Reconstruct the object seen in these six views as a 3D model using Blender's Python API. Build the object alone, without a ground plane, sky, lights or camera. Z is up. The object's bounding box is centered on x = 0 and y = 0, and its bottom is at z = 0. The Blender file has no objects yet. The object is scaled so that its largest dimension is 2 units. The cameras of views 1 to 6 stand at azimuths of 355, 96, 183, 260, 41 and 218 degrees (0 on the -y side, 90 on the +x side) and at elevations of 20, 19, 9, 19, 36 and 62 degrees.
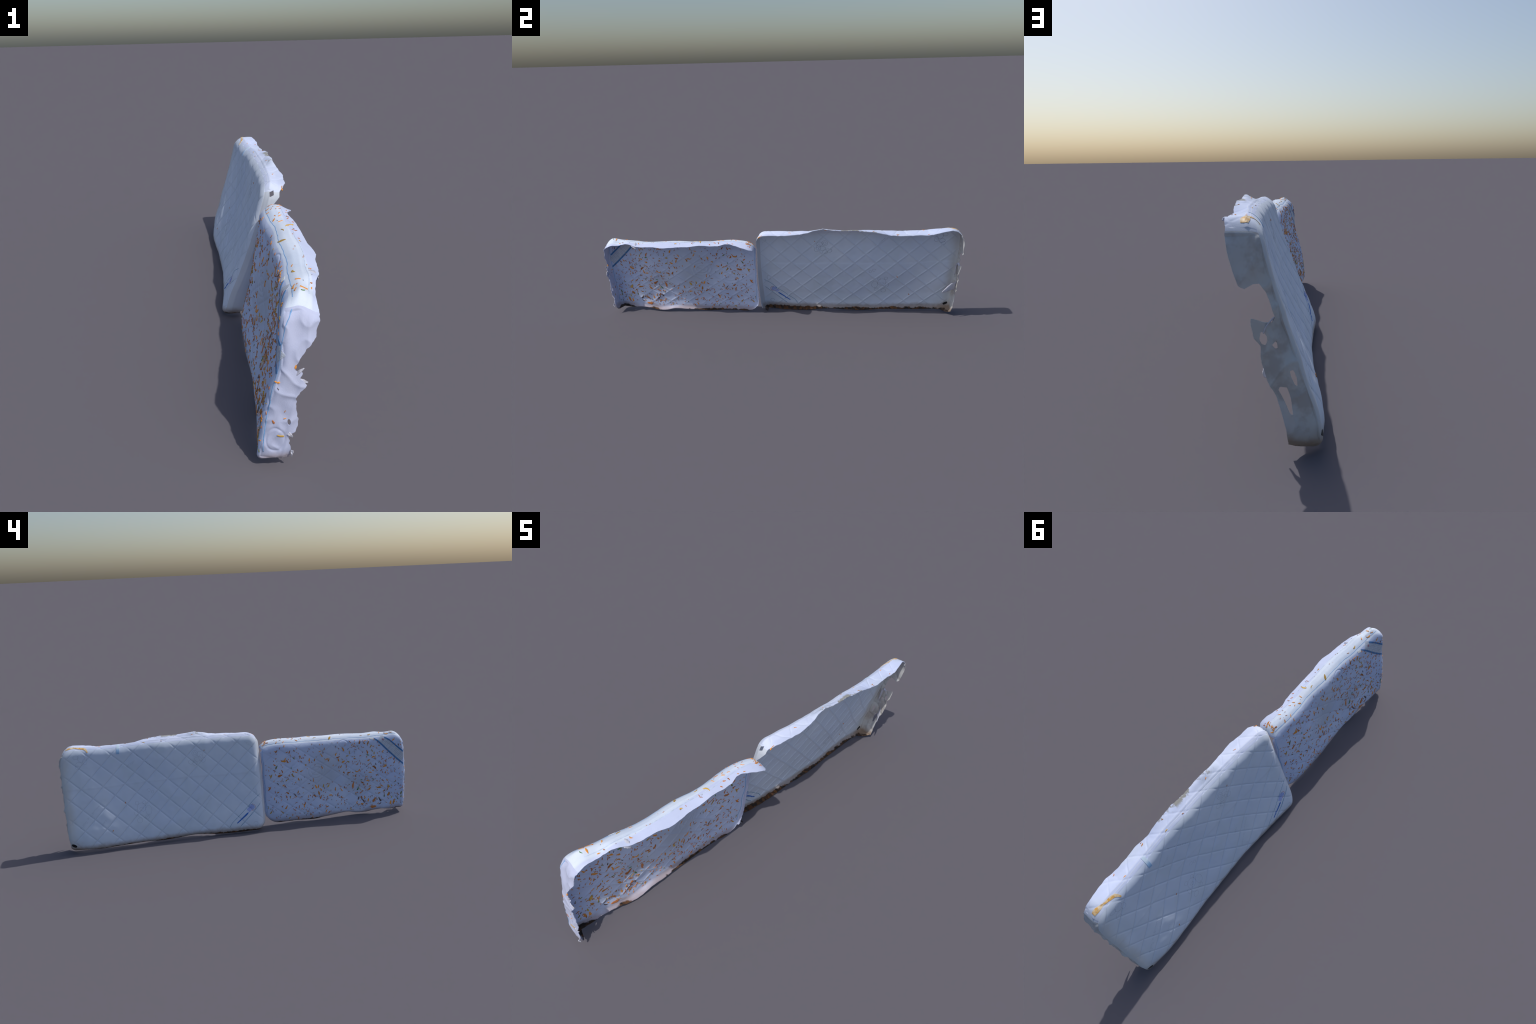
# Two worn mattress covers standing on their long edges, end to end: a small one
# strewn with dry leaves and a larger quilted one.  Each is a thin hollow shell
# (front panel, top border, end borders) torn open along its far side.
import bpy, math, random
import numpy as np
from mathutils import Vector, Matrix, kdtree, noise

random.seed(7)
rng = np.random.default_rng(7)
T = 0.0024          # thickness of the cover cloth
STEP = 0.003        # mesh pitch


# ----------------------------------------------------------------- helpers
def curve(pts):
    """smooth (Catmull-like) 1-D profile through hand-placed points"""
    pts = sorted(pts)
    xs = np.array([p[0] for p in pts]); ys = np.array([p[1] for p in pts])
    m = np.gradient(ys, xs)

    def f(q):
        q = np.clip(np.asarray(q, float), xs[0], xs[-1])
        i = np.clip(np.searchsorted(xs, q) - 1, 0, len(xs) - 2)
        h = xs[i + 1] - xs[i]
        t = (q - xs[i]) / h
        return ((2*t**3 - 3*t**2 + 1) * ys[i] + (t**3 - 2*t**2 + t) * h * m[i]
                + (-2*t**3 + 3*t**2) * ys[i + 1] + (t**3 - t**2) * h * m[i + 1])
    return f


def polyline(pts):
    pts = sorted(pts)
    xs = [p[0] for p in pts]; ys = [p[1] for p in pts]
    return lambda q: np.interp(q, xs, ys)


def smooth(t):
    t = np.clip(t, 0, 1)
    return t * t * (3 - 2 * t)


def noise3(P, scale, seed=0.0):
    return np.array([noise.noise(Vector((p[0]*scale + seed, p[1]*scale - seed, p[2]*scale + 2*seed))) for p in P])


def inside_distance(x, z, poly):
    """signed distance to a closed polygon, positive outside"""
    poly = np.array(poly, float)
    d = np.full(x.shape, 9.0)
    ins = np.zeros(x.shape, bool)
    for a, b in zip(poly, np.roll(poly, -1, 0)):
        ab = b - a
        t = np.clip(((x - a[0]) * ab[0] + (z - a[1]) * ab[1]) / (ab @ ab), 0, 1)
        d = np.minimum(d, np.hypot(x - a[0] - t * ab[0], z - a[1] - t * ab[1]))
        c = (a[1] > z) != (b[1] > z)
        with np.errstate(divide='ignore', invalid='ignore'):
            xi = (b[0] - a[0]) * (z - a[1]) / (b[1] - a[1]) + a[0]
        ins ^= c & (x < xi)
    return np.where(ins, -d, d)


def vertex_normals(V, F):
    n = np.zeros_like(V)
    fn = np.cross(V[F[:, 1]] - V[F[:, 0]], V[F[:, 2]] - V[F[:, 0]])
    for k in range(3):
        np.add.at(n, F[:, k], fn)
    return n / np.maximum(np.linalg.norm(n, axis=1, keepdims=True), 1e-12)


def clip(V, N, F, R, f):
    """keep the part of a triangle mesh where f > 0, cutting triangles cleanly"""
    V = list(V); N = list(N); outF = []; outR = []; cache = {}

    def cut(a, b):
        k = (min(a, b), max(a, b))
        if k not in cache:
            t = f[k[0]] / (f[k[0]] - f[k[1]])
            t = min(max(t, .02), .98)
            V.append(V[k[0]] * (1 - t) + V[k[1]] * t)
            n = N[k[0]] * (1 - t) + N[k[1]] * t
            N.append(n / np.linalg.norm(n))
            cache[k] = len(V) - 1
        return cache[k]
    pos = f > 0
    for (a, b, c), r in zip(F, R):
        s = int(pos[a]) + int(pos[b]) + int(pos[c])
        if s == 3:
            outF.append((a, b, c)); outR.append(r)
        elif s == 1:
            while not pos[a]:
                a, b, c = b, c, a
            outF.append((a, cut(a, b), cut(a, c))); outR.append(r)
        elif s == 2:
            while pos[a]:
                a, b, c = b, c, a
            p, q = cut(a, b), cut(a, c)
            outF += [(p, b, c), (p, c, q)]; outR += [r, r]
    return np.array(V), np.array(N), np.array(outF), np.array(outR)


def link(ob, parent=None):
    bpy.context.scene.collection.objects.link(ob)
    if parent is not None:
        ob.parent = parent
        ob.matrix_parent_inverse = Matrix.Translation(parent.location).inverted()
    return ob


def mesh_object(name, verts, faces, mat, parent, normals=None, smooth_shade=True):
    me = bpy.data.meshes.new(name)
    me.from_pydata([tuple(v) for v in verts], [], [tuple(map(int, f)) for f in faces])
    if smooth_shade:
        me.polygons.foreach_set('use_smooth', [True] * len(me.polygons))
    if mat is not None:
        me.materials.append(mat)
    me.update()
    if normals is not None:
        me.normals_split_custom_set_from_vertices([tuple(n) for n in normals])
    return link(bpy.data.objects.new(name, me), parent)


# --------------------------------------------------------------- materials
class Nodes:
    """small builder for procedural node trees"""
    def __init__(self, name, rough=.85, sheen=.15):
        self.mat = bpy.data.materials.new(name)
        self.mat.use_nodes = True
        self.t = self.mat.node_tree
        self.b = self.t.nodes['Principled BSDF']
        self.b.inputs['Roughness'].default_value = rough
        self.b.inputs['Specular IOR Level'].default_value = .2
        self.b.inputs['Sheen Weight'].default_value = sheen
        self.co = self.t.nodes.new('ShaderNodeTexCoord').outputs['Object']
        sx = self.t.nodes.new('ShaderNodeSeparateXYZ')
        self.t.links.new(self.co, sx.inputs[0])
        self.x, self.y, self.z = sx.outputs

    def put(self, sock, v):
        if isinstance(v, bpy.types.NodeSocket):
            self.t.links.new(v, sock)
        else:
            sock.default_value = v

    def m(self, op, a, b=0.0, c=0.0, clamp=False):
        n = self.t.nodes.new('ShaderNodeMath'); n.operation = op; n.use_clamp = clamp
        for s, v in zip(n.inputs, (a, b, c)):
            self.put(s, v)
        return n.outputs[0]

    def noise(self, scale, detail=4, rough=.55, dist=0.0, stretch=None):
        n = self.t.nodes.new('ShaderNodeTexNoise')
        n.inputs['Scale'].default_value = scale
        n.inputs['Detail'].default_value = detail
        n.inputs['Roughness'].default_value = rough
        n.inputs['Distortion'].default_value = dist
        v = self.co
        if stretch:
            mp = self.t.nodes.new('ShaderNodeMapping')
            mp.inputs['Scale'].default_value = stretch
            self.t.links.new(self.co, mp.inputs['Vector']); v = mp.outputs[0]
        self.t.links.new(v, n.inputs['Vector'])
        return n.outputs['Fac']

    def cells(self, scale, stretch=None):
        n = self.t.nodes.new('ShaderNodeTexVoronoi')
        n.inputs['Scale'].default_value = scale
        v = self.co
        if stretch:
            mp = self.t.nodes.new('ShaderNodeMapping')
            mp.inputs['Scale'].default_value = stretch
            self.t.links.new(self.co, mp.inputs['Vector']); v = mp.outputs[0]
        self.t.links.new(v, n.inputs['Vector'])
        return n.outputs['Color']

    def ramp(self, fac, stops):
        n = self.t.nodes.new('ShaderNodeValToRGB')
        e = n.color_ramp.elements
        while len(e) < len(stops):
            e.new(.5)
        for k, (p, c) in zip(e, stops):
            k.position = p; k.color = (*c, 1)
        self.put(n.inputs[0], fac)
        return n.outputs[0]

    def step(self, v, lo, hi):
        n = self.t.nodes.new('ShaderNodeMapRange'); n.interpolation_type = 'SMOOTHSTEP'
        for s, q in zip(n.inputs, (v, lo, hi, 0.0, 1.0)):
            self.put(s, q)
        return n.outputs[0]

    def mix(self, fac, a, b, kind='MIX'):
        n = self.t.nodes.new('ShaderNodeMix'); n.data_type = 'RGBA'; n.blend_type = kind
        self.put(n.inputs['Factor'], fac)
        for s, v in ((n.inputs['A'], a), (n.inputs['B'], b)):
            self.put(s, v if isinstance(v, bpy.types.NodeSocket) else (*v, 1))
        return n.outputs['Result']

    def blob(self, y, z, ry, rz):
        """soft elliptical patch round (y, z)"""
        a = self.m('DIVIDE', self.m('SUBTRACT', self.y, y), ry)
        b = self.m('DIVIDE', self.m('SUBTRACT', self.z, z), rz)
        r = self.m('SQRT', self.m('ADD', self.m('MULTIPLY', a, a), self.m('MULTIPLY', b, b)))
        return self.step(r, 1.0, 0.0)

    def finish(self, colour, bump=None, strength=.2, dist=.002):
        self.put(self.b.inputs['Base Color'], colour)
        if bump is not None:
            n = self.t.nodes.new('ShaderNodeBump')
            n.inputs['Strength'].default_value = strength
            n.inputs['Distance'].default_value = dist
            self.t.links.new(bump, n.inputs['Height'])
            self.t.links.new(n.outputs[0], self.b.inputs['Normal'])
        return self.mat


def plain(name, rgb, vary=.15, scale=60, rough=.8):
    k = Nodes(name, rough)
    n = k.noise(scale)
    lo = tuple(c * (1 - vary) for c in rgb); hi = tuple(min(1, c * (1 + vary)) for c in rgb)
    return k.finish(k.ramp(n, [(.3, lo), (.7, hi)]), n, .1)


RUST = [(0, (.016, .013, .012)), (.3, (.045, .03, .02)), (.42, (.02, .017, .016)), (.55, (.10, .042, .018)),
        (.7, (.06, .036, .024)), (.85, (.17, .075, .025)), (1, (.03, .025, .022))]


def grime(k, col, reach, ragged, tint, z=None):
    """brown soaking and charred, rusty rags where the cover met the wet ground"""
    w = k.noise(18, 5, .6)
    z = k.z if z is None else z
    edge = k.m('ADD', z, k.m('MULTIPLY', k.m('SUBTRACT', w, .5), -ragged))
    col = k.mix(k.m('MULTIPLY', k.step(edge, reach + .035, reach + .004), .75), col, tint)
    rag = k.m('ADD', z, k.m('MULTIPLY', k.m('SUBTRACT', k.noise(30, 3, .6, .4, (1, 1, .25)), .5), -.026))
    sx = k.t.nodes.new('ShaderNodeSeparateXYZ')
    k.t.links.new(k.cells(70, (1, 1, .4)), sx.inputs[0])
    return k.mix(k.step(rag, reach + .004, reach - .001), col, k.ramp(sx.outputs[0], RUST))


def painted_groove_shade(k, col, y0, z0, P, Q, tone, amount):
    """two families of thin darkened lines, groove shading painted along the quilting"""
    g = 1 / math.hypot(1 / P, 1 / Q)
    w = k.m('MULTIPLY', k.m('SUBTRACT', k.noise(14, 2), .5), .05)
    a = k.m('ADD', k.m('DIVIDE', k.m('SUBTRACT', k.y, y0), P), w)
    b = k.m('DIVIDE', k.m('SUBTRACT', k.z, z0), Q)
    line = None
    for op in ('ADD', 'SUBTRACT'):
        q = k.m(op, a, b)
        d = k.m('MULTIPLY', k.m('PINGPONG', q, .5), g)
        s = k.step(d, .0024, .0010)
        line = s if line is None else k.m('MAXIMUM', line, s)
    return k.mix(k.m('MULTIPLY', line, amount), col, tone)


def quilted_cloth(name, colour_lo, colour_hi, seams=True, patchy=False):
    k = Nodes(name)
    n = k.noise(5, 5)
    col = k.ramp(n, [(.3, colour_lo), (.7, colour_hi)])
    # yellowed, greasy strip at the far end and round the torn end flap
    far = k.step(k.m('ADD', k.y, k.m('MULTIPLY', k.noise(9), .06)), .955, 1.01)
    col = k.mix(k.m('MULTIPLY', far, .55), col, (.50, .48, .42))
    # broad darker blotches and a faint greenish damp near the lower edge
    tone = k.m('MULTIPLY', k.step(k.noise(2.6, 2), .40, .62), .5)
    col = k.mix(tone, col, tuple(c * q for c, q in zip(colour_lo, (.86, .90, .98))))
    col = k.mix(k.m('MULTIPLY', k.step(k.noise(60, 4, .7), .55, .75), .12), col, (.50, .54, .60))
    damp = k.m('MULTIPLY', k.step(k.noise(7, 3), .48, .62), .25)
    col = k.mix(damp, col, (.56, .64, .70))
    # mildew on the padding torn open along the back of the top
    back = k.m('MULTIPLY', k.step(k.x, .085, .105), k.m('MULTIPLY', k.step(k.y, .17, .25), k.step(k.y, .62, .5)))
    mould = k.m('MULTIPLY', back, k.step(k.noise(26, 5, .6), .50, .60))
    col = k.mix(k.m('MULTIPLY', mould, k.step(k.z, .50, .52)), col, (.31, .31, .29))
    if patchy:
        soil = k.m('MULTIPLY', k.step(k.noise(11, 4, .6), .47, .60), k.step(k.y, .6, .8))
        col = k.mix(k.m('MULTIPLY', soil, .6), col, (.36, .33, .32))
    if seams:
        col = painted_groove_shade(k, col, .072, .2265, .1176, .109, (.46, .52, .64), .36)
    low = k.m('MULTIPLY', k.step(k.y, .86, .97), k.step(k.m('ADD', k.z, k.m('MULTIPLY', k.noise(14), .05)), .11, .045))
    col = k.mix(k.m('MULTIPLY', low, .7), col, (.30, .21, .13))
    col = grime(k, col, .017, .03, (.24, .17, .12))
    weave = k.noise(420, 2)
    return k.finish(col, weave, .25, .001)


def leafy_cloth(name, colour_lo, colour_hi, seams=False, back=False):
    k = Nodes(name)
    n = k.noise(6, 5)
    col = k.ramp(n, [(.3, colour_lo), (.7, colour_hi)])
    if back:      # tinted lilac behind the seam: soft shading of the down-rolled half
        u = k.m('ADD', k.y, .55)
        seam = k.m('MULTIPLY_ADD', k.m('MULTIPLY_ADD', k.m('MULTIPLY_ADD', u, .4777, -.0556), u, -.0454), u, .090)
        col = k.mix(k.m('MULTIPLY', k.step(k.m('SUBTRACT', k.x, seam), -.003, .003), .8), col, (.58, .64, .88))
    # a large drab water stain in the middle and a smaller one beside it
    w = k.m('MULTIPLY', k.noise(9, 4), 1.0)
    s = k.m('MAXIMUM', k.blob(-.50, .27, .20, .20), k.m('MULTIPLY', k.blob(-.68, .20, .16, .12), .8))
    col = k.mix(k.m('MULTIPLY', k.m('MULTIPLY', s, k.step(k.x, .07, .05)), k.m('ADD', .25, k.m('MULTIPLY', w, .5))), col, (.42, .44, .46))
    col = k.mix(k.m('MULTIPLY', k.step(k.noise(55, 4, .7), .52, .72), .16), col, (.44, .50, .68))
    if seams:
        col = painted_groove_shade(k, col, -.39, .322, .105, .074, (.44, .50, .68), .28)
    pink = k.m('MULTIPLY', k.step(k.y, -.82, -.72), k.step(k.y, -.42, -.55))  # sunlit curled lip at the foot, painted in as a pale pink
    pale = k.m('MULTIPLY', pink, k.step(k.z, .05, .02))
    col = k.mix(k.m('MULTIPLY', pale, .5), col, (.68, .61, .66))
    far = k.m('MULTIPLY', k.step(k.y, -.85, -.95), .013)       # burnt deeper at the far corner
    gap = k.m('MULTIPLY', k.step(k.noise(5, 2), .5, .62), -.012)
    col = grime(k, col, .015, .025, (.34, .27, .28), k.m('SUBTRACT', k.z, k.m('ADD', far, gap)))
    weave = k.noise(360, 2)
    return k.finish(col, weave, .3, .001)


# ------------------------------------------------------------------- shell
FRONT, TOP, END, FOOT = 0, 1, 2, 3


class Shell:
    """A mattress cover: a leaning, sagging front panel whose rim turns round
    the edge into a border, built from a rounded box and then torn."""

    def __init__(s, c):
        s.c = c
        y0, y1, H = c['y0'], c['y1'], c['height']
        L = y1 - y0
        na, nb = int(L / STEP) + 1, int(H / STEP) + 1
        a = np.linspace(0, L, na); b = np.linspace(0, H, nb)
        A, B = np.meshgrid(a, b, indexing='ij')
        A = A.ravel(); B = B.ravel()
        idx = np.arange(na * nb).reshape(na, nb)
        # plan outline with its own radius at each corner; outward normal, inset
        P = np.stack([A, B], 1); Nn = np.zeros_like(P); e = np.full(len(P), 9.0)
        for d, n in ((A, (-1, 0)), (L - A, (1, 0)), (B, (0, -1)), (H - B, (0, 1))):
            k = d < e
            e[k] = d[k]; Nn[k] = n
        for sa, sb, R in ((-1, -1, c['R'][0]), (1, -1, c['R'][1]), (1, 1, c['R'][2]), (-1, 1, c['R'][3])):
            ca = R if sa < 0 else L - R
            cb = R if sb < 0 else H - R
            pa, pb = (A - ca) * sa, (B - cb) * sb
            k = (pa > 0) & (pb > 0)
            mx = np.maximum(pa, pb)[k]; hy = np.hypot(pa, pb)[k]
            ua, ub = pa[k] / hy * sa, pb[k] / hy * sb
            P[k, 0] = ca + ua * mx; P[k, 1] = cb + ub * mx
            Nn[k, 0] = ua; Nn[k, 1] = ub; e[k] = R - mx
        # ring of border vertices behind the rim
        loop = list(idx[:, 0]) + list(idx[-1, 1:]) + list(idx[-2::-1, -1]) + list(idx[0, -2:0:-1])
        n = len(loop); depth = np.arange(1, int(.152 / STEP) + 1) * STEP
        nf = len(P)
        Pb, Nb = P[loop], Nn[loop]
        allP = np.concatenate([P] + [Pb] * len(depth))
        allN = np.concatenate([Nn] + [Nb] * len(depth))
        allE = np.concatenate([e, np.zeros(n * len(depth))])
        D = np.concatenate([np.zeros(nf), np.repeat(depth, n)])
        up = np.clip(allN[:, 1], 0, 1)
        # turn the sharp rim into a soft roll
        nx, nz = allN[:, 0], allN[:, 1]
        r = (np.where(nx < 0, c['roll_left'], c['roll_right']) * nx ** 2
             + np.where(nz > 0, c['roll_top'], c['roll_foot']) * nz ** 2)
        k = (allE < r) & (D < r)
        q = np.stack([allE - r, D - r], 1)
        ln = np.maximum(np.hypot(q[:, 0], q[:, 1]), 1e-9)
        e2 = np.where(k, r + r * q[:, 0] / ln, allE)
        d2 = np.where(k, r + r * q[:, 1] / ln, D)
        allP = allP - allN * (e2 - allE)[:, None]
        # place in the world: ragged foot, wavy top, bowed ends, sagging face
        t = np.clip(allP[:, 1] / H, -.2, 1.2)
        y = y0 + allP[:, 0]
        zz = c['foot'](y) * (1 - t) + c['top'](y) * t
        w0 = smooth((y0 + .16 - y) / .16); w1 = smooth((y - y1 + .16) / .16)
        y = y + w0 * (c['end0'](zz) - y0) + w1 * (c['end1'](zz) - y1)
        toplike = np.where(np.arange(len(D)) < nf, (allP[:, 1] > H * .6), up)
        z = zz + c['crown'](y, d2) * toplike
        x = c['face'](y, zz) + d2
        V = np.stack([x, y, z], 1)
        # faces
        F = []; R = []
        for i in range(na - 1):
            for j in range(nb - 1):
                p, q_, r_, s_ = idx[i, j], idx[i + 1, j], idx[i + 1, j + 1], idx[i, j + 1]
                if (i + j) % 2:
                    F += [(p, s_, q_), (q_, s_, r_)]
                else:
                    F += [(p, s_, r_), (p, r_, q_)]
                R += [FRONT, FRONT]
        ring = [loop] + [list(range(nf + m * n, nf + (m + 1) * n)) for m in range(len(depth))]
        for m in range(len(depth)):
            for i in range(n):
                i2 = (i + 1) % n
                p, q_, r_, s_ = ring[m][i], ring[m][i2], ring[m + 1][i2], ring[m + 1][i]
                nz = Nb[i, 1]
                reg = TOP if nz > .6 else (FOOT if nz < -.6 else END)
                F += [(p, q_, r_), (p, r_, s_)]; R += [reg, reg]
        F = np.array(F); R = np.array(R)
        # quilting pushes grooves into the cloth, handling leaves creases
        N = vertex_normals(V, F)
        V = V + N * c['relief'](V, d2, np.arange(len(D)) < nf, allN, e2)[:, None]
        N = vertex_normals(V, F)
        s.V0, s.N0 = V, N
        s.kd = kdtree.KDTree(len(V))
        side = np.arange(len(D)) >= nf
        f = np.ones(len(V))
        f[side] = c['torn'](V, d2, allN)[side]
        for i, v in enumerate(V):
            if f[i] > -.004:
                s.kd.insert(v, i)
        s.kd.balance()
        s.V, s.N, s.F, s.R = clip(V, N, F, R, f)

    def snap(s, p, k=6):
        """position and normal on the cover nearest to p"""
        near = s.kd.find_n(Vector(p), k)
        w = np.array([1 / (d + .0015) ** 2 for _, _, d in near]); w /= w.sum()
        ids = [i for _, i, _ in near]
        pos = (s.V0[ids] * w[:, None]).sum(0)
        n = (s.N0[ids] * w[:, None]).sum(0); n /= np.linalg.norm(n)
        p = np.array(p, float)
        return p - n * np.dot(p - pos, n) if np.linalg.norm(p - pos) < .02 else pos, n

    def on_face(s, y, z):
        return s.snap((float(s.c['face'](np.array(y), np.array(z))), y, z))

    def panels(s, parent, mats, names):
        edges = {}
        for t, (a, b, c) in enumerate(s.F):
            for u, v in ((a, b), (b, c), (c, a)):
                edges.setdefault((min(u, v), max(u, v)), []).append((t, u, v))
        rim = {}
        for es in edges.values():
            if len(es) == 1:
                rim.setdefault(int(s.R[es[0][0]]), []).append(es[0][1:])
        for reg, name in names.items():
            tri = s.F[s.R == reg]
            if not len(tri):
                continue
            used, inv = np.unique(tri, return_inverse=True)
            tri = inv.reshape(-1, 3)
            P, N = s.V[used], s.N[used]
            m = len(P)
            verts = np.concatenate([P + N * T / 2, P - N * T / 2]); norm = np.concatenate([N, -N])
            faces = [tuple(f) for f in tri] + [(f[0] + m, f[2] + m, f[1] + m) for f in tri]
            rv = []; rn = []
            base = 2 * m
            for u, v in rim.get(reg, []):
                pu, pv, nu, nv = s.V[u], s.V[v], s.N[u], s.N[v]
                o = np.cross(pv - pu, nu + nv); o = o / max(np.linalg.norm(o), 1e-12)
                rv += [pu + nu*T/2, pu - nu*T/2, pv - nv*T/2, pv + nv*T/2]; rn += [o] * 4
                faces.append((base, base + 1, base + 2, base + 3)); base += 4
            if rv:
                verts = np.concatenate([verts, rv]); norm = np.concatenate([norm, rn])
            mesh_object(name, verts, faces, mats[reg], parent, norm)


def strip(shell, path, width, thick, name, mat, parent, across=6, pitch=.004, taper=False, lift=0.0):
    """a band of cloth or a stain lying on the cover along a path, seen from both sides"""
    pts = np.array(path, float)
    seg = np.r_[0, np.cumsum(np.linalg.norm(np.diff(pts, axis=0), axis=1))]
    n = max(3, int(seg[-1] / pitch))
    tt = np.linspace(0, seg[-1], n)
    C = np.stack([np.interp(tt, seg, pts[:, k]) for k in range(3)], 1)
    C = np.array([shell.snap(c)[0] for c in C])
    tan = np.gradient(C, axis=0)
    rows = []; nors = []
    for i in range(n):
        _, nr = shell.snap(C[i])
        t = tan[i] / np.linalg.norm(tan[i])
        sd = np.cross(nr, t); sd /= np.linalg.norm(sd)
        w = width(i / (n - 1)) if callable(width) else width
        row = [shell.snap(C[i] + sd * w * (j / (across - 1) - .5)) for j in range(across)]
        rows.append([p for p, _ in row]); nors.append([q for _, q in row])
    P = np.array(rows).reshape(-1, 3); N = np.array(nors).reshape(-1, 3)
    m = len(P)
    verts = np.concatenate([P + N * (thick / 2 + lift), P - N * (thick / 2 - lift)])
    faces = []
    g = lambda i, j: i * across + j
    for i in range(n - 1):
        for j in range(across - 1):
            f = (g(i, j), g(i + 1, j), g(i + 1, j + 1), g(i, j + 1))
            faces += [f, tuple(v + m for v in f[::-1])]
    ring = [g(i, 0) for i in range(n)] + [g(n - 1, j) for j in range(1, across)] + \
           [g(i, across - 1) for i in range(n - 2, -1, -1)] + [g(0, j) for j in range(across - 2, 0, -1)]
    for u, v in zip(ring, ring[1:] + ring[:1]):
        faces.append((v, u, u + m, v + m))
    ob = mesh_object(name, verts, faces, mat, parent, smooth_shade=False)
    return ob


def thread(shell, paths, radius, name, mat, parent, sides=5, pitch=.005, onface=False):
    """round cords / stitched lines along paths on the cover, joined in one part"""
    verts = []; faces = []
    for path in paths:
        pts = np.array(path, float)
        if onface:
            pts = np.array([shell.on_face(*p)[0] for p in pts])
        seg = np.r_[0, np.cumsum(np.linalg.norm(np.diff(pts, axis=0), axis=1))]
        n = max(3, int(seg[-1] / pitch) + 1)
        tt = np.linspace(0, seg[-1], n)
        C = np.stack([np.interp(tt, seg, pts[:, k]) for k in range(3)], 1)
        sn = [shell.snap(c) for c in C]
        C = np.array([q[0] for q in sn])
        tan = np.gradient(C, axis=0)
        base = len(verts)
        for i in range(n):
            t = tan[i] / max(np.linalg.norm(tan[i]), 1e-9); nr = sn[i][1]
            b = np.cross(t, nr); b /= max(np.linalg.norm(b), 1e-9)
            for k in range(sides):
                an = 2 * math.pi * k / sides
                verts.append(C[i] + radius * (math.cos(an) * nr + math.sin(an) * b))
        for i in range(n - 1):
            for k in range(sides):
                k2 = (k + 1) % sides
                faces.append((base + i*sides + k, base + i*sides + k2, base + (i+1)*sides + k2, base + (i+1)*sides + k))
        faces.append(tuple(base + k for k in range(sides))[::-1])
        faces.append(tuple(base + (n-1)*sides + k for k in range(sides)))
    return mesh_object(name, verts, faces, mat, parent)


def arc(cy, cz, ry, rz, a0=0, a1=360, n=18):
    return [(cy + ry * math.cos(math.radians(a)), cz + rz * math.sin(math.radians(a))) for a in np.linspace(a0, a1, n)]


def top_level(name, at, label):
    e = bpy.data.objects.new(name, None)
    e.empty_display_size = .1
    e.location = at
    bpy.context.scene.collection.objects.link(e)
    e['label'] = label; e['category'] = 'mattress'
    return e


# ------------------------------------------------ the two covers: dimensions
def gauss(y, z, bumps):
    return sum(a * np.exp(-((y - yc) ** 2 + (z - zc) ** 2) / (2 * s * s)) for yc, zc, s, a in bumps)


# small mattress ---------------------------------------------------------
def small_face(y, z):
    u = np.clip(y + .55, -.415, .43)
    zc = np.clip(z, .0, .52)
    f = -.0694 - .031*u + .2929*zc - .0812*u*u - .0313*u*zc - .2087*zc*zc + .4777*u**3 + .0557*u*u*zc
    return f + gauss(y, z, [(-.534, .24, .08, .0118), (-.834, .24, .08, -.0103), (-.984, .30, .05, .0101),
                            (-.354, .27, .08, -.0082), (-.264, .09, .05, -.0061), (-.624, .39, .05, .0046),
                            (-.864, .42, .08, -.0047), (-.42, .45, .06, .010), (-.38, .41, .07, .007), (-.78, .45, .05, -.006), (-.985, .05, .07, .013)]) \
        + .009 * smooth((.09 - z) / .09)


small_crown = polyline([(0, 0), (.02, 0), (.035, .005), (.055, .009), (.075, .005), (.10, -.008), (.14, -.020)])
small_back = polyline([(-.99, .082), (-.944, .081), (-.90, .084), (-.85, .095), (-.825, .104), (-.803, .111), (-.794, .114),
                       (-.785, .116), (-.77, .117), (-.75, .122), (-.68, .125), (-.64, .136), (-.61, .136), (-.55, .128),
                       (-.47, .125), (-.43, .122), (-.36, .122), (-.32, .118), (-.28, .107), (-.257, .108), (-.214, .122),
                       (-.19, .132), (-.15, .136), (-.133, .122), (-.124, .10), (-.11, .09)])
small_end_back = polyline([(.0, .008), (.025, .008), (.066, .010), (.10, .006), (.11, .005), (.117, .022), (.15, .030),
                           (.19, .024), (.222, .022), (.24, .034), (.256, .049), (.268, .040), (.276, .030), (.285, .038),
                           (.291, .040), (.297, .020), (.31, .023), (.325, .030), (.353, .050), (.378, .070), (.396, .074), (.441, .083),
                           (.5, .083)])
small_foot_turn = polyline([(-1, .085), (-.965, .08), (-.945, .025), (-.86, .013), (-.78, .014), (-.70, .024), (-.6, .020), (-.5, .014),
                            (-.4, .010), (-.26, .009), (-.1, .008)])
SMALL_RINGS = [(-.286, .232, .030, .022), (-.286, .232, .050, .040), (-.445, .287, .032, .024), (-.445, .287, .052, .040),
               (-.62, .43, .03, .02), (-.955, .20, .03, .03), (-.955, .20, .018, .018), (-.30, .35, .045, .03)]


def lattice(u, v, u0, v0, P, Q, width):
    g = math.hypot(1 / P, 1 / Q)
    k = np.zeros_like(u)
    for sgn in (1, -1):
        q = (u - u0) / P + sgn * (v - v0) / Q
        d = np.abs(q - np.round(q)) / g
        k = np.maximum(k, np.exp(-(d / width) ** 2))
    puff = np.sin(math.pi * ((u-u0)/P + (v-v0)/Q)) ** 2 * np.sin(math.pi * ((u-u0)/P - (v-v0)/Q)) ** 2
    return k, puff


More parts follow.
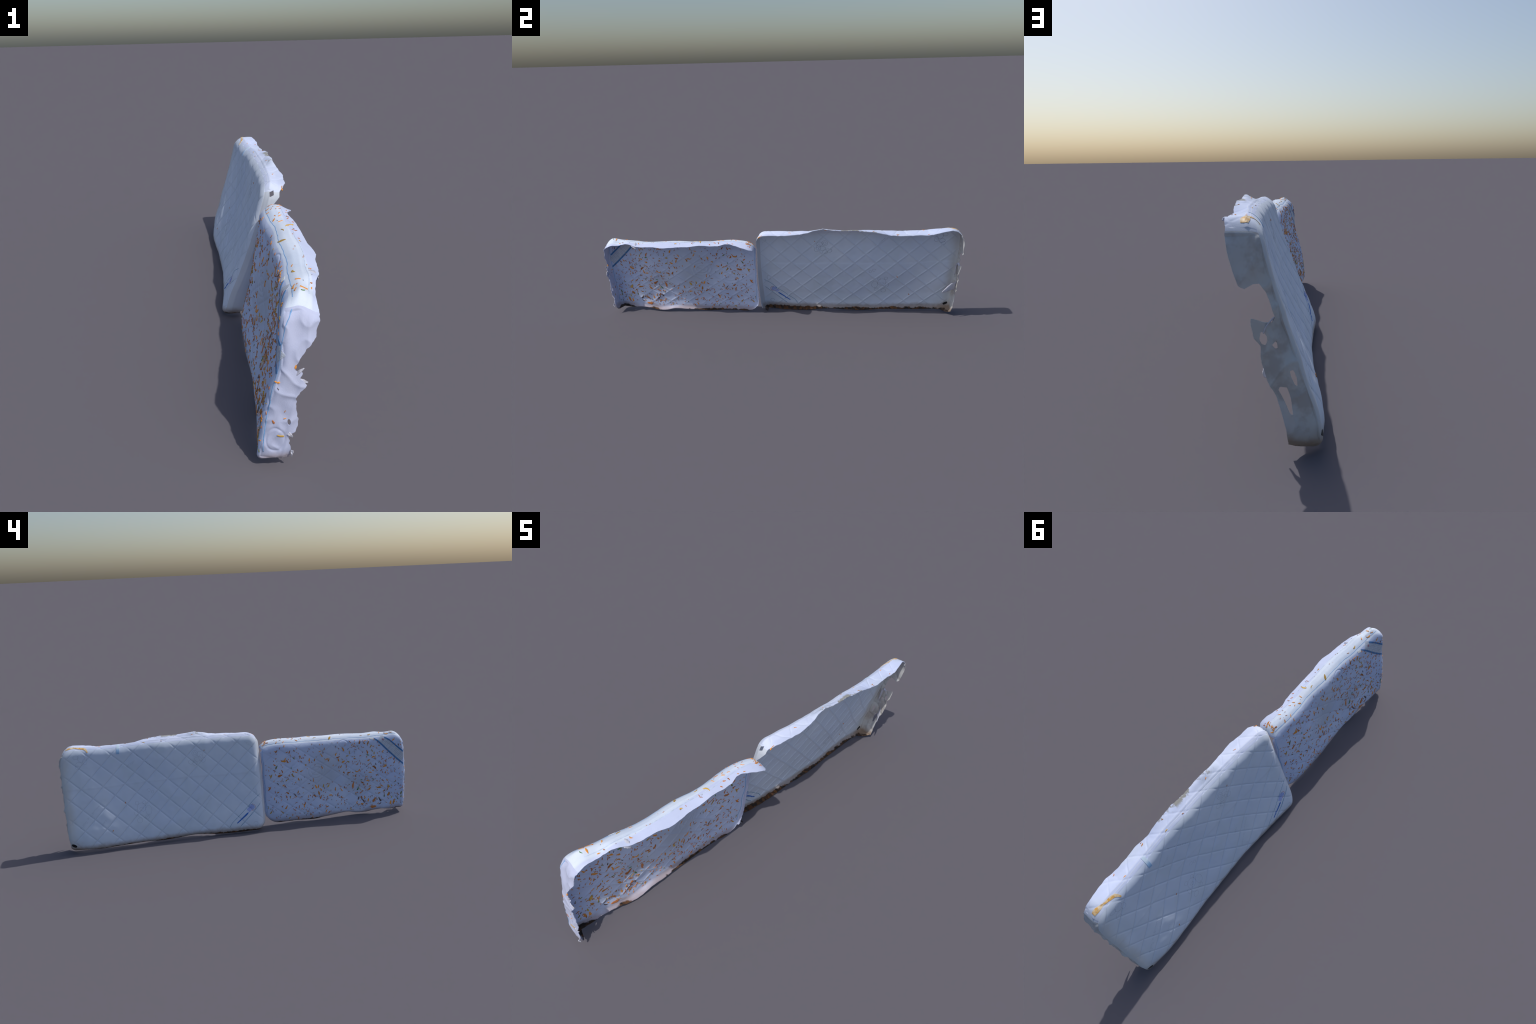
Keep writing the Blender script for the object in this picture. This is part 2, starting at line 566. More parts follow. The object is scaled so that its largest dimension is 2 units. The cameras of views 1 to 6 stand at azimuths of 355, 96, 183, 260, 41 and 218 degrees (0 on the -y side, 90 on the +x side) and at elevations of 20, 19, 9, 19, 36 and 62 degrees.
def small_relief(V, d, front, n, e):
    k, puff = lattice(V[:, 1], V[:, 2], -.39, .322, .105, .074, .004)
    h = np.where(front, -.0022 * k + .0012 * puff, 0) * smooth((e - .012) / .05)
    for cy, cz, ry, rz in SMALL_RINGS:
        q = np.hypot((V[:, 1] - cy) / ry, (V[:, 2] - cz) / rz)
        h += np.where(front, -.0018 * np.exp(-((q - 1) * ry / .0035) ** 2), 0)
    h += .003 * noise3(V, 8, 3.1) + .0007 * noise3(V, 30, 8.7)
    # welt along the middle of the top and down the end
    side = ~front
    h += np.where(side, .0016 * np.exp(-((d - .066) / .004) ** 2), 0)
    end = side & (np.abs(n[:, 1]) < .5)
    rid = 1 - np.abs(noise3(V, 17, 4.4)) * 3
    h += np.where(end, .003 * noise3(V * np.array([1, 1, .5]), 38, 1.7) + .003 * np.clip(rid, 0, 1) ** 2 - .0015, 0)
    q = np.hypot((V[:, 0] + .028) / .024, (V[:, 2] - .095) / .036)        # embossed ring low on the end
    h += np.where(end & (n[:, 0] < 0), -.002 * np.exp(-((q - 1) * .03 / .003) ** 2), 0)
    return h


def small_torn(V, d, n):
    x, y, z = V.T
    j = .0018 * noise3(V, 40, 5.5) + np.where(np.abs(n[:, 1]) < .6, .003, .0007) * noise3(V, 110, 2.2)
    top = small_back(y) - x
    left = small_end_back(z) - x
    right = np.where(z > .437, small_back(y) - x, .013 - d)
    foot = small_foot_turn(y) - d
    f = np.where(n[:, 1] > .75, top, np.where(n[:, 1] < -.55, foot, np.where(n[:, 0] < 0, left, right)))
    f = np.where((n[:, 1] < -.55) & (y < -.955), np.maximum(np.minimum(foot, left), -.05), f)
    f = f + j
    slit = np.hypot((x - .006) / .004, (z - .150) / .010) - 1
    return np.where((n[:, 0] < -.5), np.minimum(f, slit * .004), f)


SMALL = dict(
    y0=-.990, y1=-.121, height=.46, R=(.022, .080, .048, .058), roll_top=.042, roll_left=.022, roll_right=.018, roll_foot=.016,
    face=small_face,
    foot=curve([(-1, .024), (-.97, .023), (-.90, .016), (-.845, .021), (-.79, .018), (-.737, .010), (-.684, .013), (-.63, .023),
                (-.58, .020), (-.53, .015), (-.48, .011), (-.43, .005), (-.377, .006), (-.324, .009), (-.27, .010), (-.2, .008), (-.11, .01)]),
    top=curve([(-1, .474), (-.94, .474), (-.88, .468), (-.82, .464), (-.75, .460), (-.65, .463), (-.55, .466), (-.45, .465), (-.36, .468),
               (-.28, .473), (-.2, .471), (-.15, .464), (-.11, .458)]),
    end0=curve([(0, -.974), (.05, -.980), (.1, -.985), (.18, -.989), (.25, -.997), (.33, -.996), (.38, -.990), (.42, -.984), (.5, -.972)]),
    end1=curve([(0, -.119), (.1, -.119), (.25, -.122), (.4, -.122), (.5, -.120)]),
    crown=lambda y, d: small_crown(d) - .006 * smooth((y + .24) / .1) * smooth((d - .03) / .06)
    - .030 * smooth((-.82 - y) / .10) * smooth((d - .035) / .045),
    relief=small_relief, torn=small_torn)


# large mattress ---------------------------------------------------------
def large_face(y, z):
    u = y - .45
    zc = np.clip(z, 0, .58)
    f = -.1444 - .0406*u + .49*zc - .0958*u*u - .0209*u*zc - .2492*zc*zc + .0437*u**3 + .0075*u*u*zc
    return f + gauss(y, z, [(.702, .12, .085, -.0050), (.582, .27, .08, .0048), (.852, .33, .05, -.0067), (.942, .15, .05, .0066),
                            (.792, .21, .07, -.0045), (.252, .45, .08, -.0037), (.432, .48, .05, -.0041), (.975, .02, .06, .020)]) \
        + 1.6 * np.maximum(0, .125 - z) ** 2


large_sag = polyline([(-.12, -.012), (0, -.010), (.07, -.008), (.12, -.004), (.17, .002), (.20, .012), (.25, .021), (.30, .014),
                      (.36, .012), (.43, .010), (.52, .002), (.6, -.012), (.75, -.013), (.8, -.016), (.85, -.009), (.92, .000), (1, .002)])
large_back = polyline([(-.12, .097), (-.10, .102), (-.084, .116), (-.055, .130), (0, .130), (.06, .136), (.115, .131), (.17, .124),
                       (.2, .117), (.25, .116), (.30, .119), (.33, .116), (.37, .115), (.43, .115), (.445, .121), (.47, .118), (.55, .114),
                       (.6, .109), (.66, .115), (.71, .109), (.77, .104), (.83, .106), (.88, .096), (.92, .087), (.98, .078), (1, .078)])
large_end_back = polyline([(.015, -.056), (.03, -.057), (.065, -.053), (.104, -.044), (.147, -.032), (.185, -.012), (.228, .001),
                           (.267, .003), (.284, .017), (.319, .024), (.332, .023), (.345, .024), (.38, .03), (.40, .047), (.433, .059), (.47, .070),
                           (.512, .079), (.55, .079)])
large_near_depth = polyline([(0, .082), (.03, .086), (.127, .078), (.176, .068), (.235, .056), (.29, .046), (.35, .039), (.43, .036)])
large_near_back = polyline([(.43, .048), (.455, .072), (.483, .096), (.512, .118), (.54, .13)])
NOTCH = [(.12, .402), (.047, .404), (.036, .399), (.027, .404), (.016, .410), (.002, .411), (-.011, .393), (-.023, .360), (-.030, .335),
         (-.024, .322), (.002, .325), (.012, .329), (.022, .333), (.12, .336)]
HOLES = [[(.002, .300), (-.006, .300), (-.013, .290), (-.014, .281), (-.009, .270), (.001, .271), (.006, .282)],
         [(-.034, .283), (-.023, .272), (-.030, .262), (-.036, .264)],
         [(-.062, .210), (-.070, .213), (-.078, .192), (-.079, .173), (-.074, .176), (-.066, .195)],
         [(-.036, .164), (-.040, .172), (-.056, .170), (-.064, .146), (-.069, .104), (-.061, .109), (-.050, .136)]]


def large_relief(V, d, front, n, e):
    top = (n[:, 1] > .7) & ~front
    v = np.where(top, V[:, 2] + d, V[:, 2])
    v = np.where(front, V[:, 2], v)
    k, puff = lattice(V[:, 1], v, .072, .2265, .1176, .109, .0034)
    h = np.where(front, (-.0030 * k + .0013 * puff) * smooth((e - .01) / .04), np.where(top, -.0014 * k + .0006 * puff, 0))
    h += .0025 * noise3(V, 8, 1.3) + .0010 * noise3(V, 28, 4.9)
    end = (np.abs(n[:, 1]) < .5) & ~front
    rid = 1 - np.abs(noise3(V * np.array([1, 1, .8]), 15, 6.1)) * 3
    h += np.where(end & (V[:, 1] > .5), .006 * np.clip(rid, 0, 1) ** 2 - .004 + .004 * noise3(V, 24, 2.6), 0)
    h += np.where(end, .0018 * np.exp(-((d - .036) / .004) ** 2), 0)
    h += np.where(top, .0018 * np.exp(-((d - .030) / .0035) ** 2), 0)
    h += np.where(top & (V[:, 1] > .17) & (V[:, 1] < .55), .0014 * noise3(V, 18, 7.3) * smooth((d - .05) / .03), 0)
    return h


def large_torn(V, d, n):
    x, y, z = V.T
    j = .0018 * noise3(V, 40, 2.5) + .0003 * noise3(V, 120, 9.2)
    top = large_back(y) - x
    far = np.minimum(large_end_back(z) - x, inside_distance(x, z, NOTCH))
    for h in HOLES:
        far = np.minimum(far, inside_distance(x, z, h))
    near = np.where(z > .43, np.minimum(large_back(y), large_near_back(z)) - x, large_near_depth(z) - d)
    foot = np.where(y > .93, np.maximum(-.118 + (y - .93) * 1.15 - x, .012 - d), np.where(y < -.07, .07 - d, .019 - d))
    f = np.where(n[:, 1] > .75, top, np.where(n[:, 1] < -.55, foot, np.where(n[:, 0] > 0, far, near)))
    f = f + np.where((n[:, 0] > 0) & (np.abs(n[:, 1]) < .6), .4 * j, j)
    hole = np.maximum(np.abs(x - .072) / .008, np.maximum(np.abs(y + .108) / .03, np.abs(z - .5 - .4 * (x - .072)) / .008)) - 1
    return np.minimum(f, hole * .010)


LARGE = dict(
    y0=-.112, y1=.992, height=.53, R=(.052, .024, .062, .054), roll_top=.040, roll_left=.050, roll_right=.027, roll_foot=.022,
    face=large_face,
    foot=curve([(-.12, .006), (-.03, .006), (.04, .001), (.10, .001), (.17, .004), (.23, .011), (.30, .015), (.36, .012), (.43, .008),
                (.49, .007), (.55, .010), (.62, .012), (.68, .012), (.74, .011), (.80, .010), (.87, .013), (.93, .015), (1, .016)]),
    top=curve([(-.12, .530), (-.05, .533), (.13, .535), (.3, .538), (.45, .540), (.58, .540), (.68, .536), (.76, .538), (.86, .545),
               (.94, .546), (1, .545)]),
    end0=curve([(0, -.108), (.1, -.113), (.3, -.117), (.45, -.115), (.55, -.110)]),
    end1=curve([(0, .974), (.03, .981), (.1, .990), (.2, .994), (.33, .996), (.40, .998), (.46, .996), (.50, .990), (.55, .980)]),
    crown=lambda y, d: large_sag(y) * smooth((d - .022) / .04) + .004,
    relief=large_relief, torn=large_torn)

small = Shell(SMALL)
large = Shell(LARGE)

M_LARGE = quilted_cloth('white_quilted_cloth', (.62, .70, .84), (.71, .78, .90))
M_LARGE_SIDE = quilted_cloth('white_border_cloth', (.61, .68, .89), (.69, .75, .94), seams=False)
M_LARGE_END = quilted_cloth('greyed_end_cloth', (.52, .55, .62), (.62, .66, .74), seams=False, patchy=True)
M_SMALL = leafy_cloth('blue_white_cloth', (.49, .58, .83), (.62, .70, .90), seams=True)  # face colour blued and dimmed below the top's for its baked shade
M_SMALL_TOP = leafy_cloth('white_border_cloth', (.64, .73, .88), (.74, .81, .92), back=True)
M_SMALL_END = leafy_cloth('lilac_border_cloth', (.48, .53, .74), (.57, .61, .80))

small_thing = top_level('leafy_mattress', (0, -.555, 0), 'small hollow blue-white mattress cover strewn with dry leaves')
large_thing = top_level('quilted_mattress', (0, .44, 0), 'large torn white diamond-quilted mattress cover, rusty foot')
NAMES = {FRONT: 'front_panel', TOP: 'top_border', END: 'end_border', FOOT: 'foot_border'}
small.panels(small_thing, {FRONT: M_SMALL, TOP: M_SMALL_TOP, END: M_SMALL_END, FOOT: M_SMALL}, NAMES)
large.panels(large_thing, {FRONT: M_LARGE, TOP: M_LARGE_SIDE, END: M_LARGE_END, FOOT: M_LARGE}, NAMES)

# --------------------------------------------------- trims of the small one
BLUE = plain('blue_ribbon', (.07, .20, .43), .12)
PIPE = plain('pale_blue_piping', (.22, .42, .72), .15)
LABEL = Nodes('printed_label')
g = LABEL.m('ADD', LABEL.m('MULTIPLY', LABEL.y, .707), LABEL.m('MULTIPLY', LABEL.z, -.707))
h = LABEL.m('ADD', LABEL.m('MULTIPLY', LABEL.y, .707), LABEL.m('MULTIPLY', LABEL.z, .707))
grid = LABEL.m('MAXIMUM', LABEL.step(LABEL.m('PINGPONG', g, .0045), .0012, .0006), LABEL.step(LABEL.m('PINGPONG', h, .009), .0012, .0006))
LABEL = LABEL.finish(LABEL.mix(LABEL.m('MULTIPLY', grid, .5), LABEL.ramp(LABEL.noise(50), [(.35, (.48, .53, .63)), (.65, (.58, .63, .72))]), (.32, .35, .43)))


def face_line(shell, pts, n=24):
    p = np.array(pts, float)
    s = np.linspace(0, len(p) - 1, n)
    return [shell.on_face(np.interp(q, range(len(p)), p[:, 0]), np.interp(q, range(len(p)), p[:, 1]))[0] for q in s]


STRIPE_LOW = [(-.806, .456), (-.852, .413), (-.887, .376), (-.922, .342), (-.950, .315), (-.984, .286)]
STRIPE_HIGH = [(-.872, .457), (-.910, .427), (-.941, .398), (-.983, .361)]
MID = [(-.842, .454), (-.882, .418), (-.915, .384), (-.950, .349), (-.986, .322)]
strip(small, face_line(small, MID), .050, T + .0010, 'care_label', LABEL, small_thing, across=12)
strip(small, face_line(small, STRIPE_LOW), .0085, T + .0020, 'ribbon_stripe', BLUE, small_thing, across=4)
strip(small, face_line(small, STRIPE_HIGH), .0085, T + .0020, 'ribbon_stripe', BLUE, small_thing, across=4)
thread(small, [arc(-.961, .341, .012, .009), arc(-.961, .341, .006, .005)], .0018, 'label_emblem', plain('faded_blue_ink', (.22, .34, .48)), small_thing, onface=True)
strip(small, face_line(small, [(-.858, .446), (-.866, .436)], 6), .010, T + .0022, 'label_mark', plain('faded_red_ink', (.42, .24, .30)), small_thing, across=4)
strip(small, face_line(small, [(-.784, .458), (-.806, .452)], 8), .011, T + .0026, 'label_tab', plain('white_tape', (.68, .70, .70), .05), small_thing, across=4)

edge_y = np.linspace(-.945, -.150, 90)
pip_top = [(float(small_face(y, float(SMALL['top'](y)))) + .021, y, float(SMALL['top'](y)) - .006 + .0015 * math.sin(y * 61) + .001 * math.sin(y * 140)) for y in edge_y]
pip_near = [(float(small_face(-.135, z)) + .004, -.133 + .003 * math.sin(z * 50), z) for z in np.linspace(.438, .07, 40)]
pip_far = [(x + .002 * math.sin(z * 90), -.988, z) for x, z in ((.014, .458), (.006, .435), (-.002, .41), (-.012, .375), (-.016, .36), (-.024, .31),
           (-.033, .266), (-.042, .22), (-.051, .172), (-.058, .11), (-.062, .055))]
thread(small, [pip_top, pip_near, pip_far], .0021, 'piping', PIPE, small_thing)
strip(small, [(float(small_face(y, .46)) + .068, y, .47) for y in np.linspace(-.93, -.19, 80)], .003, T + .0012, 'top_seam',
      plain('seam_thread', (.58, .67, .82)), small_thing, across=3)

# --------------------------------------------------- trims of the large one
INK = plain('blue_ink', (.04, .17, .58), .1)
TEAL = plain('teal_line', (.09, .27, .44), .1)
REDINK = plain('red_ink', (.42, .16, .26), .1)
STITCH = plain('stitching', (.36, .41, .52), .08)
UP = [(-.092, .207), (-.085, .202), (-.052, .178), (-.006, .137), (.048, .093), (.084, .064), (.101, .040)]
LOW = [(-.088, .156), (-.081, .149), (-.049, .118), (-.016, .088), (.015, .061), (.036, .043)]
thread(large, [UP, LOW], .0019, 'label_border', TEAL, large_thing, onface=True)
thread(large, [arc(-.034, .139, .016, .013, 20, 250), [(-.043, .133), (-.036, .145), (-.032, .133), (-.026, .143), (-.022, .130)]],
       .0019, 'label_emblem', INK, large_thing, onface=True)
thread(large, [arc(-.037, .139, .020, .017, 95, 290)], .0019, 'label_emblem', REDINK, large_thing, onface=True)
strip(large, face_line(large, [(-.045, .148), (-.012, .121)], 10), .024, T + .0008, 'label_ground', plain('lilac_print', (.38, .46, .80)), large_thing, across=7)
scr = [(-.013 + .069 * t, .110 - .051 * t + .0035 * math.sin(t * 60) * (1 - .6 * t)) for t in np.linspace(0, 1, 60)]
thread(large, [scr, [(-.008, .110), (.056, .060)]], .0030, 'label_script', INK, large_thing, onface=True, pitch=.003)

bear = [arc(.584, .200, .024, .024), arc(.606, .226, .010, .010), arc(.566, .224, .009, .009), arc(.584, .193, .010, .008),
        arc(.545, .182, .017, .024), arc(.615, .178, .010, .016), arc(.598, .136, .014, .013), arc(.556, .148, .012, .010),
        arc(.575, .165, .03, .02, 180, 360)]
sprig = [arc(.259, .458, .016, .016), arc(.259, .458, .008, .008), arc(.230, .452, .018, .014), arc(.245, .425, .020, .012),
         arc(.283, .412, .016, .012), arc(.262, .404, .014, .012), arc(.214, .418, .013, .014), arc(.226, .430, .012, .018)]
sprig2 = [arc(.878, .498, .018, .020), arc(.905, .505, .014, .010), arc(.860, .478, .012, .016), arc(.892, .468, .016, .012), arc(.900, .452, .012, .010)]
curl = [arc(.535, .285, .010, .008, 0, 300), arc(.515, .275, .007, .008), arc(-.062, .220, .012, .016, 60, 330), arc(-.05, .05, .012, .012, 0, 300)]


def lettering(y0, z0, y1, z1, hgt, seed):
    """a row of small quilted loops and strokes, too faint to read"""
    r = random.Random(seed)
    L = math.hypot(y1 - y0, z1 - z0); uy, uz = (y1 - y0) / L, (z1 - z0) / L
    out = []; s = 0
    while s < L:
        w = abs(hgt) * r.uniform(.35, .7)
        hh = hgt * r.choice((.6, .6, 1))
        y, z = y0 + uy * s, z0 + uz * s
        pts = [(0, 0), (0, hh), (w, hh * .7), (w, 0)] if r.random() < .5 else [(w, hh*.6), (0, hh*.6), (0, 0), (w, 0)]
        out.append([(y + uy * a - uz * b, z + uz * a + uy * b) for a, b in pts])
        s += w + abs(hgt) * .22
    return out


words = lettering(.803, .250, .858, .202, -.012, 1) + lettering(.862, .196, .880, .178, -.016, 2) + lettering(.885, .170, .915, .140, -.014, 3) \
    + lettering(.190, .210, .234, .160, -.012, 4) + lettering(.238, .152, .280, .106, -.012, 5) + lettering(.262, .215, .285, .190, -.012, 6) \
    + lettering(.582, .492, .545, .452, .010, 7) + lettering(.534, .445, .500, .408, .013, 8) + lettering(.600, .455, .640, .43, -.012, 9) \
    + lettering(-.035, .50, -.085, .46, .010, 10) + lettering(.78, .165, .80, .145, -.012, 11)
thread(large, bear + sprig + sprig2 + curl, .0015, 'stitched_picture', STITCH, large_thing, onface=True, pitch=.004)
thread(large, words, .0014, 'stitched_lettering', STITCH, large_thing, onface=True, pitch=.004)

rim_y = np.linspace(-.07, .93, 130)
thread(large, [[(float(large_face(y, .54)) + .030 + .002 * math.sin(y * 37), y, float(LARGE['top'](y)) + .001) for y in rim_y],
               [(float(large_face(y, .54)) + .021 + .001 * math.sin(y * 29), y, float(LARGE['top'](y)) - .004) for y in rim_y]],
       .0019, 'piping', plain('white_cord', (.68, .73, .84), .05), large_thing)
TAG = Nodes('striped_tag')
TAG = TAG.finish(TAG.mix(TAG.step(TAG.z, .530, .516), (.58, .71, .84), (.30, .49, .74)))
strip(large, [(.058, .680, .536), (.040, .680, .530), (.022, .681, .512), (.014, .682, .500)], .016, .005, 'woven_tag', TAG, large_thing, across=5)

RESIN = Nodes('amber_stain', rough=.45)
RESIN = RESIN.finish(RESIN.mix(RESIN.step(RESIN.noise(45, 4), .44, .62), (.80, .64, .42), (.72, .40, .10)))
strip(large, [(.038, .962, .547), (.036, .945, .549), (.034, .91, .549), (.030, .87, .546), (.026, .853, .543)],
      lambda t: .021 * (1 - .5 * t) * (.85 + .3 * math.sin(t * 9)), T + .0022, 'amber_stain', RESIN, large_thing, across=5)
strip(large, [(.028, .858, .544), (.020, .848, .536), (.012, .842, .524)], lambda t: .015 * (1 - .6 * t), T + .0024, 'amber_stain', RESIN, large_thing, across=5)
BLACK = plain('black_rot', (.012, .012, .013), .3)
strip(large, face_line(large, [(.948, .040), (.957, .046), (.972, .054)], 10), lambda t: .013 * (.75 + .4 * math.sin(t * 3.1)), T + .002,
      'rotten_patch', BLACK, large_thing, across=5)

# ------------------------------------------------------------- dry leaves
LEAF_RGB = {'o': (.72, .29, .05), 'r': (.50, .175, .05), 'y': (.58, .36, .07), 'Y': (.55, .42, .03), 'G': (.09, .24, .06),
            'g': (.19, .20, .07), 'd': (.15, .11, .11)}
LEAF_MAT = {}
for key, nm in zip('oryYGgd', ('orange', 'rust', 'ochre', 'yellow', 'green', 'olive', 'dark')):
    k = Nodes(nm + '_leaf', rough=.7)
    ob = k.t.nodes.new('ShaderNodeObjectInfo').outputs['Random']
    c = LEAF_RGB[key]
    v = k.m('ADD', k.m('MULTIPLY', k.noise(90, 3), .6), k.m('MULTIPLY', ob, .4))
    LEAF_MAT[key] = k.finish(k.ramp(v, [(.25, tuple(q * .62 for q in c)), (.75, tuple(min(1, q * 1.35) for q in c))]))


def leaf_shape(bend, fat, notch):
    """a pointed, slightly curled blade one unit long; both faces, real thickness"""
    n = 10; V = []; F = []
    for i in range(n + 1):
        t = i / n
        w = fat * math.sin(math.pi * min(1, t ** .8)) * (1 + notch * math.sin(9 * t)) + .012
        cx, cy = t - .5, bend * (1 - (2 * t - 1) ** 2)
        for s, hgt in ((-1, .62), (0, 1), (1, .62)):
            for up in (1, -1):
                V.append((cx, cy + s * w, up * hgt))
    g = lambda i, s, u: i * 6 + s * 2 + u
    for i in range(n):
        for s in (0, 1):
            F.append((g(i, s, 0), g(i+1, s, 0), g(i+1, s+1, 0), g(i, s+1, 0)))
            F.append((g(i, s, 1), g(i, s+1, 1), g(i+1, s+1, 1), g(i+1, s, 1)))
        F.append((g(i, 0, 0), g(i, 0, 1), g(i+1, 0, 1), g(i+1, 0, 0)))
        F.append((g(i, 2, 0), g(i+1, 2, 0), g(i+1, 2, 1), g(i, 2, 1)))
    for i, fl in ((0, 1), (n, 0)):
        q = [g(i, 0, 0), g(i, 1, 0), g(i, 2, 0), g(i, 2, 1), g(i, 1, 1), g(i, 0, 1)]
        F.append(tuple(q if fl else q[::-1]))
    return V, F


SHAPES = [leaf_shape(b, f, q) for b, f, q in ((.02, .17, 0), (.10, .15, .1), (-.12, .14, .15), (.17, .12, .1), (.0, .20, .25))]
LEAF_MESH = {}


def leaf_mesh(shape, key):
    if (shape, key) not in LEAF_MESH:
        me = bpy.data.meshes.new('leaf')
        me.from_pydata(SHAPES[shape][0], [], SHAPES[shape][1])
        me.polygons.foreach_set('use_smooth', [True] * len(me.polygons))
        me.materials.append(LEAF_MAT[key]); me.update()
        LEAF_MESH[shape, key] = me
    return LEAF_MESH[shape, key]


leaves = []      # (shell, matrix, length, shape, colour, owner)


def lay(shell, owner, p, direction, length, key):
    pos, n = shell.snap(p)
    d = np.array(direction, float); d -= n * (d @ n); d /= np.linalg.norm(d)
    b = np.cross(n, d)
    M = Matrix.Identity(4)
    wide = length * random.uniform(.75, 1.15)
    for i in range(3):
        M[i][0] = d[i] * length; M[i][1] = b[i] * wide; M[i][2] = n[i] * .0031; M[i][3] = pos[i]
    leaves.append((M, length, random.randrange(5), key, owner))


# (y mm, z mm, lie angle deg, length mm, colour) of the larger scattered leaves
LEAVES_NEAR_JOIN = [
    (-233, 443, 113, 13, 'r'), (-212, 425, 125, 19, 'r'), (-274, 416, 160, 15, 'o'), (-289, 416, 115, 19, 'r'),
    (-260, 456, 101, 15, 'o'), (-318, 420, 54, 19, 'r'), (-352, 379, 107, 17, 'o'), (-312, 377, 45, 17, 'g'),
    (-250, 366, 6, 29, 'o'), (-262, 374, 124, 23, 'o'), (-272, 364, 74, 18, 'r'), (-406, 358, 106, 18, 'o'),
    (-440, 354, 115, 17, 'o'), (-196, 348, 35, 16, 'r'), (-208, 332, 124, 23, 'g'), (-294, 323, 99, 12, 'G'),
    (-330, 308, 74, 15, 'r'), (-354, 300, 161, 18, 'o'), (-193, 314, 23, 15, 'r'), (-236, 308, 70, 20, 'r'),
    (-174, 284, 119, 23, 'y'), (-226, 284, 165, 30, 'r'), (-302, 302, 35, 16, 'r'), (-319, 295, 27, 18, 'o'),
    (-302, 283, 63, 25, 'y'), (-262, 254, 142, 18, 'y'), (-334, 256, 68, 18, 'o'), (-346, 252, 99, 12, 'g'),
    (-422, 236, 86, 15, 'o'), (-207, 236, 48, 15, 'd'), (-242, 226, 145, 16, 'o'), (-254, 220, 62, 19, 'r'),
    (-158, 212, 134, 28, 'r'), (-192, 190, 75, 16, 'r'), (-207, 186, 158, 16, 'o'), (-262, 180, 36, 19, 'r'),
    (-323, 180, 109, 18, 'o'), (-417, 192, 135, 17, 'r'), (-438, 197, 63, 22, 'o'), (-454, 196, 106, 18, 'o'),
    (-466, 176, 47, 19, 'o'), (-454, 158, 78, 25, 'o'), (-304, 164, 54, 24, 'd'), (-280, 154, 105, 16, 'y'),
    (-315, 152, 135, 20, 'o'), (-253, 156, 73, 21, 'r'), (-388, 146, 107, 17, 'o'), (-427, 144, 31, 21, 'r'),
    (-464, 132, 115, 23, 'r'), (-246, 100, 127, 25, 'o'), (-297, 80, 27, 18, 'r'), (-310, 117, 167, 17, 'r'),
    (-328, 94, 105, 20, 'r'), (-354, 96, 79, 21, 'o'), (-456, 85, 142, 16, 'r'), (-154, 74, 128, 18, 'y'),
    (-222, 69, 52, 18, 'y'), (-266, 32, 146, 18, 'y'), (-320, 27, 100, 17, 'r'), (-407, 24, 98, 15, 'o'),
]
